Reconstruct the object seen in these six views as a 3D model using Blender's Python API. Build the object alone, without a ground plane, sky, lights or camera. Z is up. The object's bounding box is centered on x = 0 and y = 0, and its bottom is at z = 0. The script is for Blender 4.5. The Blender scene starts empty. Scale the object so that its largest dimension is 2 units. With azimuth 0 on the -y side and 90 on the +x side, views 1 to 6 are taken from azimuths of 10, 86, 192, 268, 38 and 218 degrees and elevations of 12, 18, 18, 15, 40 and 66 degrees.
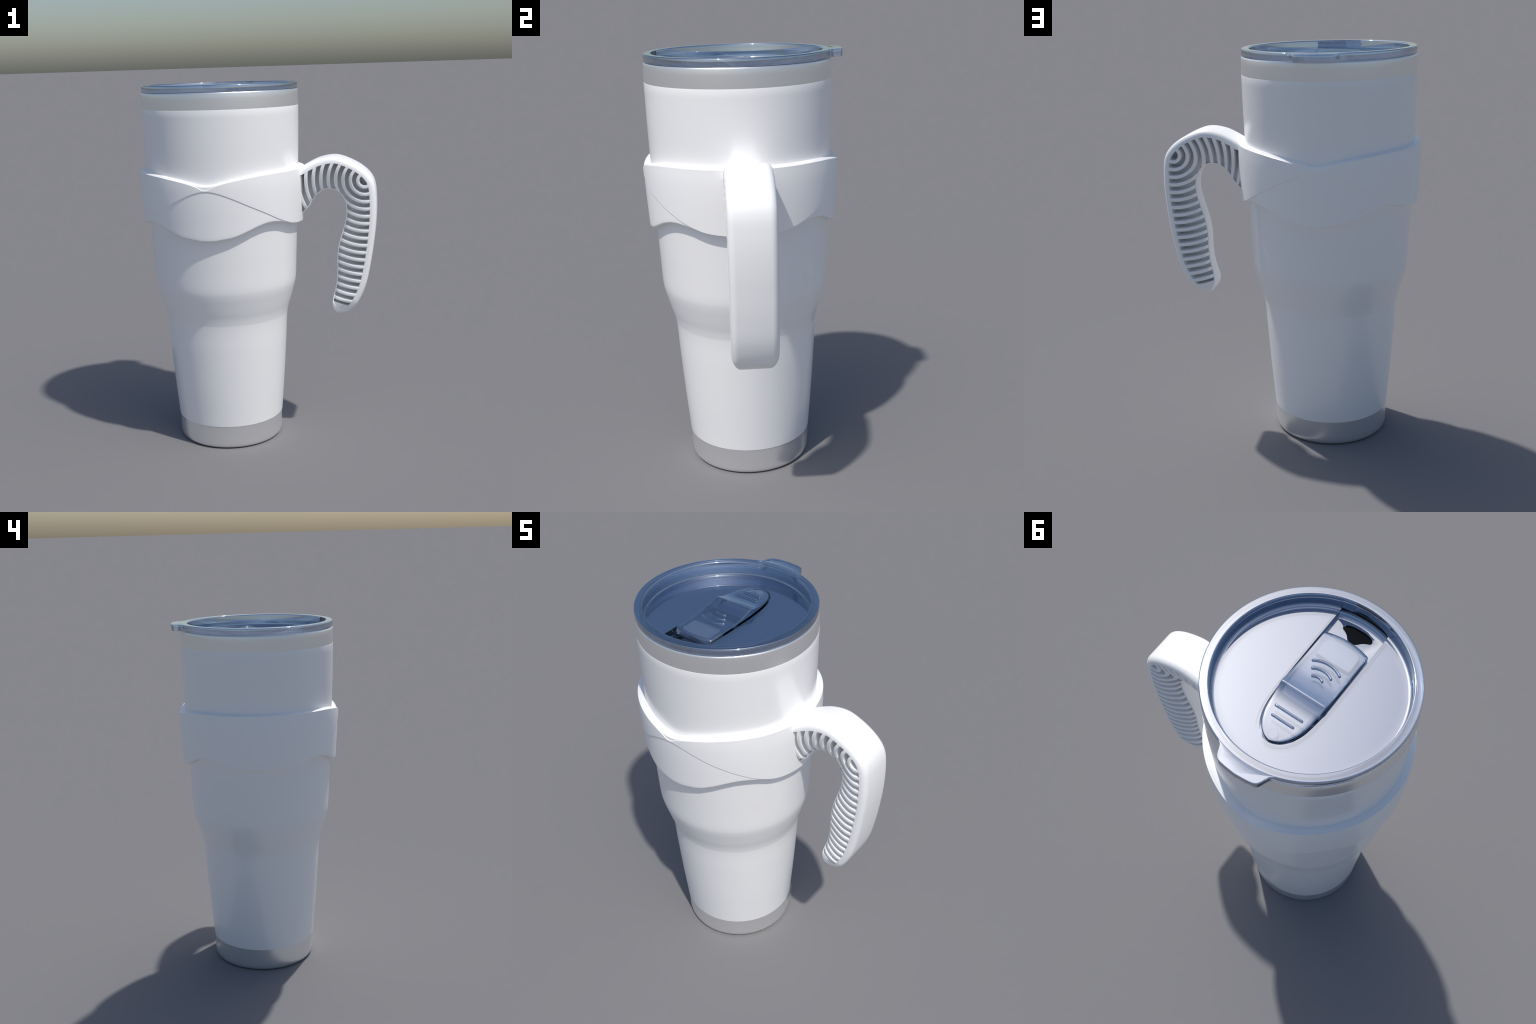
"""Insulated white tumbler with a clear blue slide lid and a clip-on handle sleeve."""
import bpy, bmesh, math
from math import sin, cos, pi, sqrt, radians
from mathutils import Vector
from mathutils.geometry import tessellate_polygon

AX, AY = -0.1988, -0.0103          # vertical axis of the cup
SEG = 256                        # segments around the cup

# ------------------------------------------------------------------ helpers
def pchip(pts):
    """Monotone cubic through control points [(x, y), ...]."""
    xs = [p[0] for p in pts]; ys = [p[1] for p in pts]; n = len(xs)
    h = [xs[i + 1] - xs[i] for i in range(n - 1)]
    d = [(ys[i + 1] - ys[i]) / h[i] for i in range(n - 1)]
    m = [0.0] * n
    m[0], m[-1] = d[0], d[-1]
    for i in range(1, n - 1):
        if d[i - 1] * d[i] > 0:
            a, b = 2 * h[i] + h[i - 1], h[i] + 2 * h[i - 1]
            m[i] = (a + b) / (a / d[i - 1] + b / d[i])
    def f(x):
        if x <= xs[0]: return ys[0] + m[0] * (x - xs[0])
        if x >= xs[-1]: return ys[-1] + m[-1] * (x - xs[-1])
        i = 0
        while x > xs[i + 1]: i += 1
        t = (x - xs[i]) / h[i]
        return ((2*t**3 - 3*t*t + 1) * ys[i] + (t**3 - 2*t*t + t) * h[i] * m[i]
                + (-2*t**3 + 3*t*t) * ys[i + 1] + (t**3 - t*t) * h[i] * m[i + 1])
    return f

def spline(pts, step):
    """Centripetal Catmull-Rom through 2D points, resampled at an even step."""
    P = [Vector(p) for p in pts]
    P = [2 * P[0] - P[1]] + P + [2 * P[-1] - P[-2]]
    fine = []
    for i in range(1, len(P) - 2):
        p0, p1, p2, p3 = P[i - 1:i + 3]
        t1 = (p1 - p0).length ** .5; t2 = t1 + (p2 - p1).length ** .5; t3 = t2 + (p3 - p2).length ** .5
        for k in range(24):
            t = t1 + (t2 - t1) * k / 24
            a1 = p0 * ((t1 - t) / t1) + p1 * (t / t1)
            a2 = p1 * ((t2 - t) / (t2 - t1)) + p2 * ((t - t1) / (t2 - t1))
            a3 = p2 * ((t3 - t) / (t3 - t2)) + p3 * ((t - t2) / (t3 - t2))
            b1 = a1 * ((t2 - t) / t2) + a2 * (t / t2)
            b2 = a2 * ((t3 - t) / (t3 - t1)) + a3 * ((t - t1) / (t3 - t1))
            fine.append(b1 * ((t2 - t) / (t2 - t1)) + b2 * ((t - t1) / (t2 - t1)))
    fine.append(P[-2])
    L = [0.0]
    for i in range(1, len(fine)): L.append(L[-1] + (fine[i] - fine[i - 1]).length)
    n = max(4, round(L[-1] / step)); out = []; j = 0
    for k in range(n + 1):
        s = L[-1] * k / n
        while j < len(L) - 2 and L[j + 1] < s: j += 1
        t = (s - L[j]) / max(1e-9, L[j + 1] - L[j])
        out.append(fine[j].lerp(fine[j + 1], min(1, max(0, t))))
    return out

def make(name, verts, faces, mat, parent=None, sharp=35, fix_normals=True):
    me = bpy.data.meshes.new(name)
    me.from_pydata([tuple(v) for v in verts], [], faces)
    if fix_normals:
        bm = bmesh.new(); bm.from_mesh(me)
        bmesh.ops.remove_doubles(bm, verts=bm.verts, dist=1e-6)
        bmesh.ops.recalc_face_normals(bm, faces=bm.faces)
        bm.to_mesh(me); bm.free()
    return wrap(name, me, mat, parent, sharp)

def wrap(name, me, mat, parent=None, sharp=35):
    me.shade_smooth()
    if sharp: me.set_sharp_from_angle(angle=radians(sharp))
    me.materials.clear(); me.materials.append(mat)
    ob = bpy.data.objects.new(name, me)
    bpy.context.scene.collection.objects.link(ob)
    if parent: ob.parent = parent
    return ob

def revolve(profile, seg=SEG, closed=True):
    """Revolve (r, z) points about the cup axis; r = 0 points become poles."""
    V, F, idx = [], [], []
    for r, z in profile:
        if r < 1e-6:
            idx.append([len(V)] * seg); V.append((AX, AY, z))
        else:
            idx.append(list(range(len(V), len(V) + seg)))
            V += [(AX + r * sin(2*pi*k/seg), AY - r * cos(2*pi*k/seg), z) for k in range(seg)]
    n = len(profile)
    for i in range(n if closed else n - 1):
        a, b = idx[i], idx[(i + 1) % n]
        for k in range(seg):
            q = [a[k], a[(k+1) % seg], b[(k+1) % seg], b[k]]
            q = [v for j, v in enumerate(q) if v not in q[:j]]
            if len(q) > 2: F.append(q)
    return V, F

def prism(poly, z0, z1):
    """Closed prism over a plan polygon given relative to the cup axis."""
    n = len(poly)
    V = [(AX + x, AY + y, z) for z in (z0, z1) for x, y in poly]
    F = [[i, (i+1) % n, n + (i+1) % n, n + i] for i in range(n)]
    F += [list(range(n))[::-1], list(range(n, 2*n))]
    return V, F

def stack(layers):
    """Closed solid lofted through plan polygons [(poly, z), ...] of equal length."""
    n = len(layers[0][0]); V, F = [], []
    for poly, z in layers: V += [(AX + x, AY + y, z) for x, y in poly]
    for k in range(len(layers) - 1):
        for i in range(n):
            j = (i+1) % n; F.append([k*n+i, k*n+j, (k+1)*n+j, (k+1)*n+i])
    F += [list(range(n))[::-1], list(range(len(V) - n, len(V)))]
    return V, F

def temp(V, F):
    me = bpy.data.meshes.new("cutter"); me.from_pydata(V, [], F)
    bm = bmesh.new(); bm.from_mesh(me)
    bmesh.ops.recalc_face_normals(bm, faces=bm.faces); bm.to_mesh(me); bm.free()
    ob = bpy.data.objects.new("cutter", me); bpy.context.scene.collection.objects.link(ob)
    return ob

def boolean(base, steps):
    for kind, tool in steps:
        m = base.modifiers.new("b", 'BOOLEAN'); m.operation = kind; m.object = tool; m.solver = 'EXACT'
    dg = bpy.context.evaluated_depsgraph_get()
    me = bpy.data.meshes.new_from_object(base.evaluated_get(dg))
    for o in [base] + [t for _, t in steps]: bpy.data.objects.remove(o)
    return me

# ---------------------------------------------------------------- materials
def principled(name, color, rough, metallic=0.0, grain=0.0, grain_scale=60.0, bump=0.0, **extra):
    mat = bpy.data.materials.new(name); mat.use_nodes = True
    nt = mat.node_tree; p = nt.nodes["Principled BSDF"]
    p.inputs["Base Color"].default_value = (*color, 1); p.inputs["Roughness"].default_value = rough
    p.inputs["Metallic"].default_value = metallic
    for k, v in extra.items(): p.inputs[k.replace("_", " ")].default_value = v
    if grain or bump:
        co = nt.nodes.new("ShaderNodeTexCoord"); no = nt.nodes.new("ShaderNodeTexNoise")
        no.inputs["Scale"].default_value = grain_scale; no.inputs["Detail"].default_value = 3
        nt.links.new(co.outputs["Object"], no.inputs["Vector"])
        if grain:
            r = nt.nodes.new("ShaderNodeMapRange")
            r.inputs["To Min"].default_value = rough - grain; r.inputs["To Max"].default_value = rough + grain
            nt.links.new(no.outputs["Fac"], r.inputs["Value"]); nt.links.new(r.outputs["Result"], p.inputs["Roughness"])
        if bump:
            b = nt.nodes.new("ShaderNodeBump"); b.inputs["Strength"].default_value = bump
            b.inputs["Distance"].default_value = 0.001
            nt.links.new(no.outputs["Fac"], b.inputs["Height"]); nt.links.new(b.outputs["Normal"], p.inputs["Normal"])
    return mat

WHITE = principled("white_powder_coat", (0.97, 0.97, 0.97), 0.26, metallic=0.10, grain=0.01)
PLASTIC = principled("white_plastic", (0.985, 0.985, 0.985), 0.36, metallic=0.04, grain=0.01)
STEEL = principled("brushed_steel", (0.93, 0.93, 0.93), 0.30, metallic=0.8, grain=0.02)
GLASS = principled("clear_blue_plastic", (0.72, 0.81, 0.94), 0.04, metallic=0.55, Transmission_Weight=1.0, IOR=1.45)
PAD = principled("frosted_blue_plastic", (0.92, 0.95, 1.0), 0.3, metallic=0.6)

# --------------------------------------------------------------------- root
root = bpy.data.objects.new("travel_tumbler", None)
bpy.context.scene.collection.objects.link(root)
root.location = (0, 0, 0)
root["label"] = "white insulated travel tumbler with clear blue lid and handle"
root["category"] = "travel mug"

# ---------------------------------------------------------------- cup shell
cup_r = pchip([(0.10, .2957), (0.112, .2966), (0.37, .3177), (0.57, .3313), (0.722, .3412),
               (0.728, .3424), (0.757, .3492), (0.80, .3625), (0.845, .3755), (0.885, .3865),
               (0.915, .3925), (0.95, .3953), (1.0, .3972), (1.135, .4030), (1.235, .4064),
               (1.56, .4187), (1.72, .4233), (1.872, .4257)])
_cup = cup_r
cup_r = lambda z: _cup(z) + .0015

def steps(a, b, n): return [a + (b - a) * i / n for i in range(n + 1)]

zs = steps(.1325, .70, 24) + steps(.712, .735, 6) + steps(.75, .96, 24) + steps(1.0, 1.873, 24)
outer = [(cup_r(.131) - .0012, .131)] + [(cup_r(z), z) for z in zs] + [(.4264, 1.8758)]
inner = [(r - .012, z) for r, z in outer[::-1]]
make("cup_body", *revolve(outer + inner), WHITE, root, sharp=25)

rim = [(.4261, 1.8752), (.4262, 1.885), (.4260, 1.93), (.4255, 1.955), (.4244, 1.9605), (.4218, 1.963),
       (.4100, 1.963), (.4070, 1.9615), (.4060, 1.955), (.4060, 1.8752)]
make("rim_band", *revolve(rim), STEEL, root)

foot = [(.2974, .1325), (.2962, .11), (.2954, .085), (.2945, .05), (.2940, .030), (.2925, .018), (.2890, .009), (.2835, .003), (.277, 0.0),
        (.255, 0.0), (.245, .008), (0, .010), (0, .05), (.280, .05), (.282, .1325)]
make("base_band", *revolve(foot), STEEL, root)

lin = [(.4050, 1.955)] + [(cup_r(z) - .016, z) for z in steps(1.86, .16, 40)] + [(.270, .09), (.235, .066), (0, .062)]
lin2 = [(0, .056), (.238, .060), (.274, .088)] + [(cup_r(z) - .0135, z) for z in steps(.16, 1.86, 40)] + [(.4058, 1.955)]
make("inner_liner", *revolve(lin + lin2), STEEL, root)

# ------------------------------------------------------------ handle sleeve
def fold(f):
    """Four-fold symmetric function of the angle from the -y axis (degrees)."""
    def g(th):
        a = abs((th + 180) % 360 - 180)
        return f(a if a <= 90 else 180 - a)
    return g

z_bottom = fold(pchip([(0, 1.2055), (4, 1.2060), (9, 1.2115), (17, 1.2215), (26, 1.2450), (35, 1.2710), (43, 1.2850),
                       (47, 1.2862), (52, 1.2825), (58, 1.2735), (66, 1.2620), (79, 1.2545), (88, 1.2525), (90, 1.2525)]))
z_groove = fold(pchip([(0, 1.4675), (2, 1.4668), (8, 1.4565), (17, 1.4285), (28, 1.3870), (41, 1.3390), (53, 1.2950),
                       (60, 1.2755), (66, 1.2620), (72, 1.2550), (79, 1.2510), (88, 1.2485), (90, 1.2485)]))
z_upper = fold(pchip([(0, 1.4755), (1.2, 1.4765), (5.5, 1.4915), (10, 1.5040), (17, 1.5165), (27, 1.5290), (36, 1.5370),
                      (53, 1.5430), (88, 1.5445), (90, 1.5445)]))
z_base = fold(pchip([(0, 1.4925), (2, 1.4930), (5, 1.4965), (10, 1.5050), (17, 1.5165), (27, 1.5290), (36, 1.5370),
                     (53, 1.5430), (88, 1.5445), (90, 1.5445)]))
sleeve_r = pchip([(1.19, .4390), (1.21, .4418), (1.28, .4461), (1.35, .4503), (1.42, .4535), (1.48, .4548), (1.545, .4528)])
STEP = 0.0032                     # how far the upper band stands proud of the lower one

def wrap_band(section, seg=720):
    """Sweep a closed (r, z) section that varies with the angle round the cup."""
    V, F = [], []
    for k in range(seg):
        th = 360 * k / seg; s = section(th); a = radians(th)
        flat = .003 * max(0, -sin(a)) ** 2            # a touch flatter opposite the handle
        V += [(AX + (r - flat * (r > cup_r(z) + .01)) * sin(a), AY - (r - flat * (r > cup_r(z) + .01)) * cos(a), z) for r, z in s]
    n = len(section(0))
    for k in range(seg):
        b = (k + 1) % seg
        for i in range(n):
            j = (i + 1) % n
            F.append([k*n + i, b*n + i, b*n + j, k*n + j])
    return V, F

def base_section(th):
    zt, zb = z_base(th), z_bottom(th)
    R = lambda z: sleeve_r(z) - STEP
    s = [(cup_r(zt + .004) - .002, zt + .005), (cup_r(zt + .004) + .006, zt + .0045), (R(zt) - .008, zt + .002), (R(zt) - .003, zt + .0005), (R(zt - .002) - .0006, zt - .0012), (R(zt - .005), zt - .004)]
    s += [(R(z), z) for z in steps(zt - .02, zb + .02, 14)]
    for a in (0, 22, 45, 68, 90):
        q = radians(a); s.append((R(zb + .008) - .008 * (1 - cos(q)), zb + .008 - .008 * sin(q)))
    s += [(cup_r(zb) + .012, zb + .0015), (cup_r(zb + .004) - .002, zb + .004)]
    return s

def upper_section(th):
    zt, zb = z_upper(th), z_groove(th)
    zb = min(zb, zt - .004)
    e = min(.0018, (zt - zb) / 3)
    R = sleeve_r
    s = [(R(zt) - .009, zt - .0008), (R(zt) - .0035, zt), (R(zt) - .0015, zt - e * .4), (R(zt - e), zt - e)]
    s += [(R(z), z) for z in steps(zt - e - (zt - zb) * .04, zb + e + (zt - zb) * .04, 14)]
    s += [(R(zb), zb + e), (R(zb) - .0009, zb + e * .3), (R(zb) - .0025, zb), (R(zb) - .009, zb + .0006)]
    return s

sleeve = make("sleeve", *wrap_band(base_section), PLASTIC, root, sharp=30)
make("sleeve_band", *wrap_band(upper_section), PLASTIC, sleeve, sharp=30)

# ------------------------------------------------------------------- handle
HY, HW = -.0035, .0998          # middle plane and half width of the grip
outer_pts = [(.205, 1.517), (.247, 1.541), (.292, 1.566), (.337, 1.586), (.388, 1.598), (.42, 1.600), (.451, 1.596),
             (.508, 1.575), (.558, 1.548), (.602, 1.513), (.630, 1.476), (.643, 1.436), (.649, 1.374), (.650, 1.300),
             (.645, 1.213), (.637, 1.140), (.619, 1.016), (.590, .888), (.548, .796), (.506, .750), (.474, .734), (.447, .730)]
inner_pts = [(.447, .730), (.427, .736), (.413, .755), (.407, .785), (.411, .818), (.419, .853), (.429, .898), (.435, .973),
             (.435, 1.037), (.441, 1.095), (.454, 1.152), (.470, 1.203), (.483, 1.253), (.488, 1.297), (.484, 1.341),
             (.469, 1.379), (.443, 1.407), (.419, 1.418), (.396, 1.421), (.366, 1.416), (.341, 1.401), (.315, 1.374),
             (.284, 1.326), (.260, 1.300), (.205, 1.245)]
OUT = spline(outer_pts, .008); INN = spline(inner_pts, .008)
END = [INN[-1].lerp(OUT[0], i / 24) for i in range(1, 24)]
LOOP = OUT + INN[1:] + END
NL = len(LOOP); N_OUT, N_INN = len(OUT), len(INN) - 1

def smooth01(x): x = max(0, min(1, x)); return x * x * (3 - 2 * x)

def dist(p, line):
    best = 9.0
    for a, b in zip(line, line[1:]):
        ab = b - a; t = max(0, min(1, (p - a).dot(ab) / ab.length_squared))
        best = min(best, (p - a - ab * t).length)
    return best

def half_width(p):
    a, b = dist(p, OUT), dist(p, INN)
    t = a / max(1e-6, a + b)
    h = HW if t < .30 else HW - .048 * ((t - .30) / .70) ** 1.6
    soft = .020 * max(0, 1 - b / .024) ** 2 * smooth01((p.y - .79) / .06)      # rolled-over inner edge
    w = smooth01((p.y - .725) / .10)                                            # fuller, rounder tip
    return (HW - .016 - .024 * t) * (1 - w) + (h - soft) * w

NORM = []
for i in range(NL):
    t = LOOP[(i + 1) % NL] - LOOP[i - 1]
    n = Vector((t.y, -t.x)).normalized()          # OUT runs clockwise: this points inwards
    NORM.append(n)

def smooth01(x): x = max(0, min(1, x)); return x * x * (3 - 2 * x)

def pocket_inset(i):
    p = LOOP[i]
    if i < N_OUT: d = .0300
    elif i < N_OUT + N_INN: d = .0018
    else: return .004
    d += (.027 - d) * smooth01((.805 - p.y) / .045)
    return d * smooth01((p.x - .19) / .05) + .004

def inward(i, d): return LOOP[i] + NORM[i] * d

EDGE = .030
def edge_round(i):
    r = EDGE - .008 * smooth01((.82 - LOOP[i].y) / .06) if i < N_OUT else .006
    if i >= N_OUT and i < N_OUT + N_INN: r += (.022 - .006) * smooth01((.82 - LOOP[i].y) / .06)
    return r if i < N_OUT + N_INN else .003

POCKET = [inward(i, pocket_inset(i)) for i in range(NL)]
FLOOR = .024                      # half thickness of the web between the two rib fields

V, F = [], []
rings = []
for side in (-1, 1):
    rr = []
    for a in (0, 18, 36, 54, 72, 90):
        ring = []
        for i in range(NL):
            r = min(edge_round(i), pocket_inset(i) * .92); q = radians(a)
            p = inward(i, r * (1 - cos(q)))
            h = half_width(inward(i, r))
            ring.append(len(V)); V.append((p.x, HY + side * (h - r * (1 - sin(q))), p.y))
        rr.append(ring)
    ring = []
    for i in range(NL):
        p = POCKET[i]; ring.append(len(V)); V.append((p.x, HY + side * half_width(p), p.y))
    rr.append(ring)
    ring = []
    for i in range(NL):
        p = POCKET[i]; ring.append(len(V)); V.append((p.x, HY + side * FLOOR, p.y))
    rr.append(ring); rings.append(rr)
    for a, b in zip(rr, rr[1:]):
        for i in range(NL):
            j = (i + 1) % NL; F.append([a[i], a[j], b[j], b[i]])
    for tri in tessellate_polygon([[Vector((p.x, p.y, 0)) for p in POCKET]]):
        F.append([rr[-1][k] for k in tri])
for i in range(NL):
    j = (i + 1) % NL
    F.append([rings[0][0][i], rings[0][0][j], rings[1][0][j], rings[1][0][i]])
handle = make("handle", V, F, PLASTIC, root, sharp=40)

# ribs: concentric arcs about the bend of the handle, filling both pockets
CEN = Vector((.588, 1.472)); R0, PITCH, RIB = .0268, .0398, .0170

def inside(p, poly):
    c = False; n = len(poly)
    for i in range(n):
        a, b = poly[i], poly[i - 1]
        if (a.y > p.y) != (b.y > p.y) and p.x < (b.x - a.x) * (p.y - a.y) / (b.y - a.y) + a.x: c = not c
    return c

SEAT = [inward(i, pocket_inset(i) - min(.0035, pocket_inset(i) * .5)) for i in range(NL)]   # ribs run a little into the walls

def reach(r, a, sign):
    """Angle at which the circle of radius r leaves the pocket, going from a."""
    def ok(x): return inside(CEN + Vector((cos(x), sin(x))) * r, SEAT)
    step = .004 / r; x = a
    if not ok(x): return a
    while ok(x + sign * step) and abs(x - a) < pi: x += sign * step
    lo, hi = x, x + sign * step
    for _ in range(8):
        m = (lo + hi) / 2
        if ok(m): lo = m
        else: hi = m
    return lo

def rib_mesh(r, a_mid, side, w=RIB, proud=.0006):
    cols = [(r, None), (r, .0022), (r + .0006, .0007), (r + .0020, 0), (r + w / 2, -.0002), (r + w - .0020, 0), (r + w - .0006, .0007), (r + w, .0022), (r + w, None)]
    full = (reach(r + w / 2, a_mid, -1), reach(r + w / 2, a_mid, 1))
    span = []
    for rr, _ in cols:
        e = (reach(rr, a_mid, -1), reach(rr, a_mid, 1))
        close = abs(e[0] - full[0]) * rr < .03 and abs(e[1] - full[1]) * rr < .03
        span.append(e if close else full)
    n = max(8, int((span[4][1] - span[4][0]) * r / .005)); V, F = [], []
    for k in range(n + 1):
        for (rr, drop), (a0, a1) in zip(cols, span):
            a = a0 + (a1 - a0) * k / n; u = Vector((cos(a), sin(a))); q = rr
            while not inside(CEN + u * q, SEAT) and q > r - .001: q -= .0002      # hug the wall where the ring meets it
            p = CEN + u * q
            V.append((p.x, HY + side * (FLOOR - .004 if drop is None else half_width(p) + proud - drop), p.y))
    m = 9
    for k in range(n):
        for i in range(m):
            j = (i + 1) % m; F.append([k*m + i, k*m + j, (k+1)*m + j, (k+1)*m + i])
    F += [list(range(m)), list(range(n*m, n*m + m))[::-1]]
    return V, F

for k in range(17):
    r = R0 + PITCH * k
    rm = r + RIB / 2; n = 720
    flags = [inside(CEN + Vector((cos(2*pi*i/n), sin(2*pi*i/n))) * rm, SEAT) for i in range(n)]
    if not any(flags): continue
    start = flags.index(False) if False in flags else 0
    i = start; runs = []
    while i < start + n:
        if flags[i % n]:
            j = i
            while flags[j % n] and j < start + n: j += 1
            runs.append((i, j - 1)); i = j
        else: i += 1
    for a, b in runs:
        if (b - a) * 2*pi/n * rm < .012: continue
        for side in (-1, 1):
            make("rib", *rib_mesh(r, pi * (a + b) / n, side), PLASTIC, handle, sharp=40)

# solid end below the last groove
R_END = .697
tip_wall = [p for i, p in enumerate(SEAT) if i < N_OUT + N_INN and (p - CEN).length > R_END and p.y < .85]
a_out = math.atan2(tip_wall[0].y - CEN.y, tip_wall[0].x - CEN.x)
a_inn = math.atan2(tip_wall[-1].y - CEN.y, tip_wall[-1].x - CEN.x)
rows = [[CEN + Vector((cos(a), sin(a))) * R_END for a in steps(a_inn, a_out, 24)]]
for f in steps(.15, 1.0, 6):              # fan from the groove edge to the wall of the tip
    line = []
    for k, p in enumerate(rows[0]):
        q = tip_wall[round((len(tip_wall) - 1) * (1 - k / 24))]
        line.append(p.lerp(q, f))
    rows.append(line)
for side in (-1, 1):
    V = [(p.x, HY + side * (FLOOR - .004), p.y) for p in rows[0]]
    for row in rows: V += [(p.x, HY + side * (half_width(p) - .0004), p.y) for p in row]
    F = [[k*25 + i, k*25 + i + 1, (k+1)*25 + i + 1, (k+1)*25 + i] for k in range(len(rows)) for i in range(24)]
    n = len(V); V += [(p.x, HY + side * (FLOOR - .004), p.y) for p in rows[-1]]
    F += [[n - 25 + i, n - 24 + i, n + i + 1, n + i] for i in range(24)]
    F += [[i, i + 1, n + i + 1, n + i] for i in range(24)]
    make("grip_end", V, F, PLASTIC, handle, sharp=40)

# ---------------------------------------------------------------------- lid
DECK = 1.933; CHAN = 1.901
dish = lambda r: DECK - .0042 * (1 - (r / .38) ** 2)       # the deck sags a little to the middle
ring = [(0, dish(0))] + [(r, dish(r)) for r in steps(.02, .370, 14)] + [(.3780, DECK + .0003), (.3815, DECK + .0018), (.3838, DECK + .005), (.3848, DECK + .010), (.3852, DECK + .014), (.3858, 1.9930), (.3862, 1.9958), (.3872, 1.9980),
        (.3888, 1.9994), (.3904, 2.0), (.3920, 2.0), (.4180, 2.0), (.4195, 2.0), (.4212, 1.9994), (.4228, 1.9980), (.4236, 1.9962), (.4240, 1.9945), (.4242, 1.968), (.4236, 1.9655), (.4220, 1.9645), (.4205, 1.9642),
        (.4035, 1.9642), (.4020, 1.963), (.4015, 1.910), (.3985, 1.904), (.392, 1.902), (.385, 1.905), (.381, 1.912), (.378, 1.9135)] + [(r, dish(r) - .0195) for r in steps(.370, .02, 14)] + [(0, dish(0) - .0195)]

SLIDE_W = pchip([(-.30, .1045), (-.10, .1045), (.03, .1040), (.10, .0995), (.17, .0900), (.215, .0740), (.245, .0535), (.262, .0330), (.2695, .0150), (.2720, 0.0)])

def channel(off, r_end, tip=.2720):
    ys = steps(-.20, tip - .004, 60) + [tip - .003, tip - .002, tip - .001, tip]
    right = []
    for y in ys:
        w = max(0, SLIDE_W(y)); right.append((w, y))
    # push outwards by the clearance
    out = []
    for i, (x, y) in enumerate(right):
        a, b = right[max(0, i-1)], right[min(len(right)-1, i+1)]
        t = Vector((b[0]-a[0], b[1]-a[1])).normalized(); n = Vector((t.y, -t.x))
        if i == len(right) - 1: n = Vector((0, 1))
        out.append((x + n.x * off, y + n.y * off))
    half = out[0][0]
    front = []
    a = math.asin(half / r_end)
    for k in range(25):
        q = -a + 2 * a * k / 24
        front.append((r_end * sin(q), -r_end * cos(q)))
    left = [(-x, y) for x, y in out[-2::-1]]
    return front + out + left

hole = spline([(0.0, -.3435), (.030, -.3425), (.055, -.335), (.068, -.324), (.066, -.311), (.052, -.304), (.036, -.294), (.024, -.280), (.012, -.272), (0.0, -.270)], .004)
hole_poly = [(p.x, p.y) for p in hole] + [(-p.x, p.y) for p in hole[-2:0:-1]]

tab_right = [Vector((.146, .385)), Vector((.146, .3935)), Vector((.128, .4045)), Vector((.114, .4155)), Vector((.106, .431)), Vector((.099, .448)), Vector((.092, .459)), Vector((.079, .4675)), Vector((.055, .4725)), Vector((0, .4775))]
tr = spline([tuple(p) for p in tab_right[1:]], .004)
root_arc = [(-.4075 * sin(q), .4075 * cos(q)) for q in steps(.352, -.352, 24)]
tab_plan = [(p.x, p.y) for p in tr] + [(-p.x, p.y) for p in tr[-2::-1]] + root_arc

def bevel_prism(poly, z0, z1, b=.0025):
    """Prism with softened top and bottom edges."""
    n = len(poly); P = [Vector(p) for p in poly]
    area = sum(P[i].x * P[(i+1) % n].y - P[(i+1) % n].x * P[i].y for i in range(n))
    sg = 1 if area > 0 else -1
    N = []
    for i in range(n):
        t = (P[(i+1) % n] - P[i-1]).normalized(); N.append(Vector((-t.y, t.x)) * sg)
    V, F = [], []
    for d, z in ((2*b, z0), (b, z0), (b*.3, z0 + b*.3), (0, z0 + b), (0, z1 - b), (b*.3, z1 - b*.3), (b, z1), (2*b, z1)):
        V += [(AX + (p + m*d).x, AY + (p + m*d).y, z) for p, m in zip(P, N)]
    for k in range(7):
        for i in range(n):
            j = (i+1) % n; F.append([k*n+i, k*n+j, (k+1)*n+j, (k+1)*n+i])
    F += [list(range(n))[::-1], list(range(7*n, 8*n))]
    return V, F

lid_base = temp(*revolve(ring, closed=False))
me = boolean(lid_base, [('UNION', temp(*prism(channel(.022, .3955), 1.886, DECK - .004))),
                        ('DIFFERENCE', temp(*stack([(channel(.0075, r), z) for r, z in ((.356, CHAN), (.363, 1.9025), (.370, 1.907), (.378, 1.915), (.3835, 1.926), (.3865, 1.938), (.3880, 1.950), (.3887, 1.965), (.3887, 2.05))]))),
                        ('DIFFERENCE', temp(*prism(hole_poly, 1.87, 1.92))),
                        ('UNION', temp(*bevel_prism(tab_plan, 1.9650, 1.9994, .0020)))])
me.name = "lid"
lid = wrap("lid", me, GLASS, root, sharp=28)

# slider: lofted along y, with a thumb ridge in the middle
slide_top = pchip([(-.258, 1.9385), (-.20, 1.9405), (-.10, 1.9430), (-.04, 1.9465), (.01, 1.9545), (.036, 1.9615), (.046, 1.9655), (.050, 1.9660),
                   (.054, 1.9650), (.066, 1.9600), (.09, 1.9530), (.125, 1.9480), (.17, 1.9450), (.22, 1.9420), (.272, 1.9380)])
SB = 1.9065
ys = [-.2375] + steps(-.232, .03, 40) + steps(.034, .066, 16) + steps(.075, .255, 36) + steps(.258, .2716, 10)
V, F = [], []
def slide_section(y, drop=0.0, shrink=0.0):
    w = max(.0015, SLIDE_W(y) - shrink); zt = slide_top(y) - drop; e = min(.006, w * .4)
    s = [(-w + .002, SB), (-w, SB + .002)]
    s += [(-w + e * (1 - cos(radians(a))), zt - e + e * sin(radians(a))) for a in (0, 25, 50, 75, 90)]
    s += [(x, zt) for x in steps(-w + e, w - e, 12)[1:-1]]
    s += [(w - e * (1 - cos(radians(a))), zt - e + e * sin(radians(a))) for a in (90, 75, 50, 25, 0)]
    s += [(w, SB + .002), (w - .002, SB)]
    return s
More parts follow.
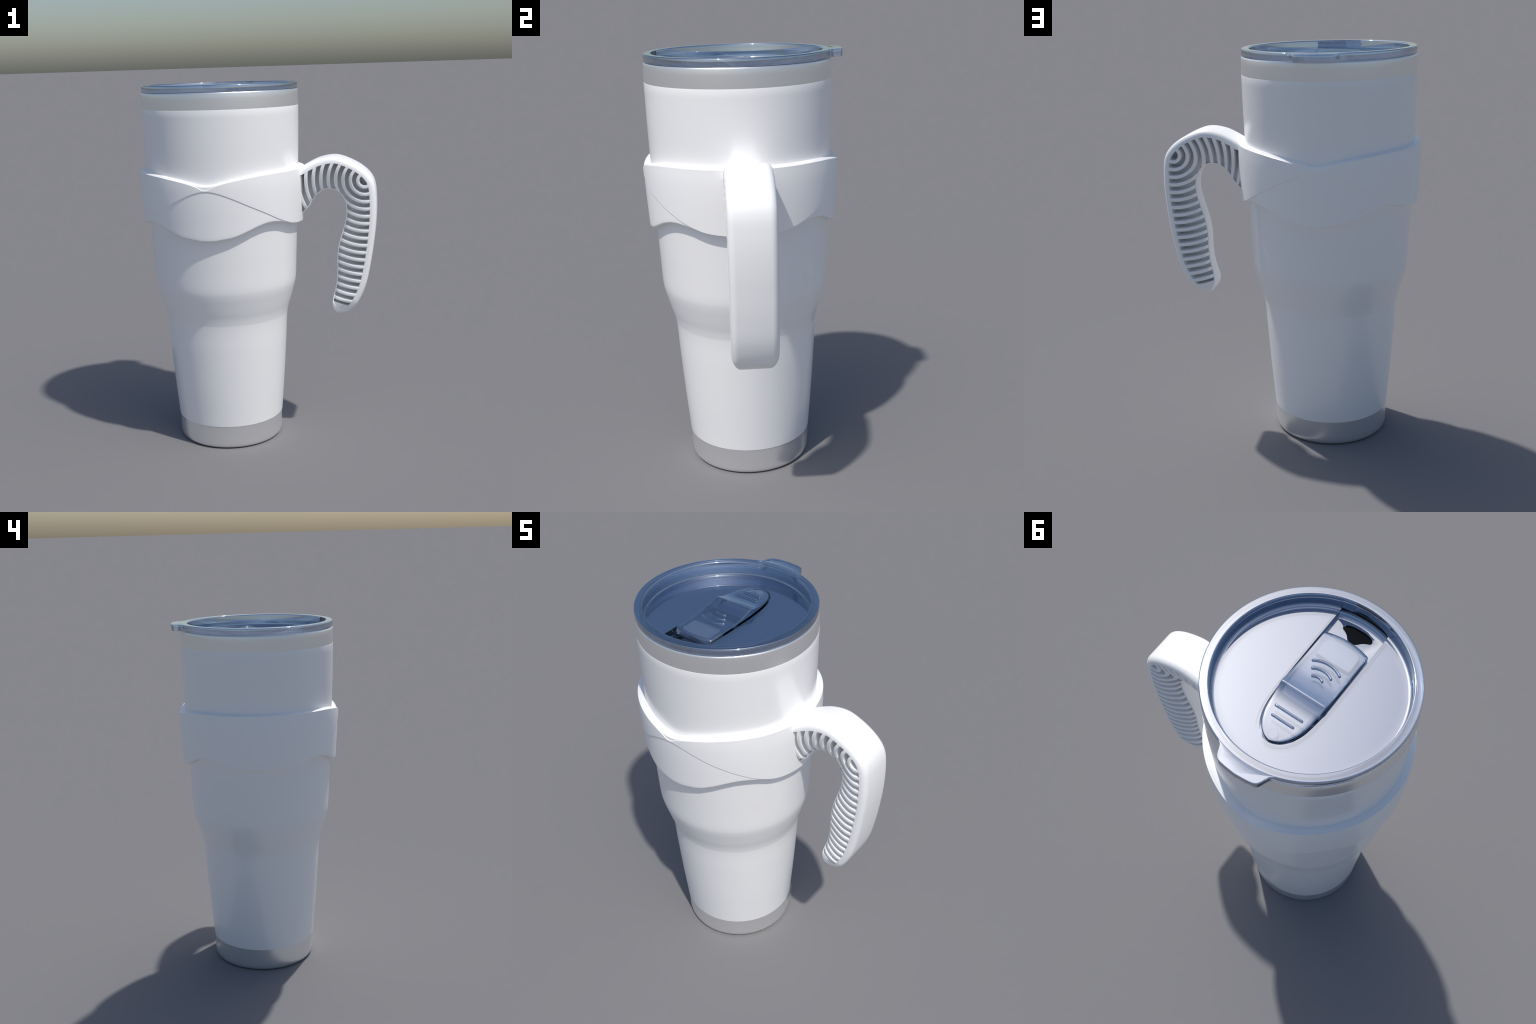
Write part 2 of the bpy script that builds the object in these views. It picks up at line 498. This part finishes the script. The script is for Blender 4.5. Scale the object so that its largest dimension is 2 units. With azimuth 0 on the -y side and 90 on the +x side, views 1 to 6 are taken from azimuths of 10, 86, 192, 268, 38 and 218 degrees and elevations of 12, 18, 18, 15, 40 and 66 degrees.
rows = []
for idx, y in enumerate(ys):
    s = slide_section(y, *((.004, .004) if idx == 0 else (.001, .001) if idx == 1 else (0, 0)))
    row = []
    w = SLIDE_W(y)
    for x, z in s:
        bow = -.018 * (1 - (x / max(w, .01)) ** 2) * smooth01((-.15 - y) / .08)     # front edge bows outwards
        row.append(len(V)); V.append((AX + x, AY + y + bow, z))
    rows.append(row)
m = len(rows[0])
for a, b in zip(rows, rows[1:]):
    for i in range(m):
        j = (i + 1) % m; F.append([a[i], a[j], b[j], b[i]])
F += [rows[0][::-1], rows[-1]]
slider = make("lid_slider", V, F, GLASS, lid, sharp=40)

def tube(name, path, r, mat, parent):
    """Round bar with hemispherical ends along a 3D path."""
    P = [Vector(p) for p in path]; V, F = [], []; k = 12
    st = []
    t0 = (P[1] - P[0]).normalized(); t1 = (P[-1] - P[-2]).normalized()
    for a in (80, 55, 28): st.append((P[0] - t0 * r * sin(radians(a)), t0, r * cos(radians(a))))
    for i, p in enumerate(P):
        t = (P[min(i+1, len(P)-1)] - P[max(i-1, 0)]).normalized(); st.append((p, t, r))
    for a in (28, 55, 80): st.append((P[-1] + t1 * r * sin(radians(a)), t1, r * cos(radians(a))))
    for p, t, rr in st:
        s = t.cross(Vector((0, 0, 1))).normalized(); u = s.cross(t)
        V += [p + s * rr * cos(2*pi*i/k) + u * rr * sin(2*pi*i/k) for i in range(k)]
    for a in range(len(st) - 1):
        for i in range(k):
            j = (i+1) % k; F.append([a*k+i, a*k+j, (a+1)*k+j, (a+1)*k+i])
    F += [list(range(k))[::-1], list(range((len(st)-1)*k, len(st)*k))]
    return make(name, V, F, mat, parent, sharp=50)

for y, w in ((.143, .060), (.183, .0475)):
    tube("grip_ridge", [(AX + x, AY + y, slide_top(y) + .0018) for x in steps(-w, w, 10)], .0053, GLASS, slider)
for r, half in ((.039, 35), (.0745, 35.5), (.1105, 34.5)):
    path = []
    for k in range(17):
        a = radians(-half + 2 * half * k / 16); y = -.009 - r * cos(a)
        path.append((AX + r * sin(a), AY + y, slide_top(y) + .0018))
    tube("grip_arc", path, .0056, GLASS, slider)

def pad(name, poly, z0, z1): 
    return make(name, *bevel_prism(poly, z0, z1, .002), PAD, slider, sharp=50)
pad_right = [(0, -.233), (.035, -.2315), (.066, -.226), (.075, -.221), (.079, -.212), (.080, -.150), (.078, -.142), (.071, -.138), (.035, -.137)]
pad("slider_pad", pad_right + [(0, -.1365)] + [(-x, y) for x, y in pad_right[:0:-1]], 1.9035, 1.931)
pad("slider_button", [(.021 * cos(2*pi*k/32), .2430 + .021 * sin(2*pi*k/32)) for k in range(32)], 1.9035, 1.936)
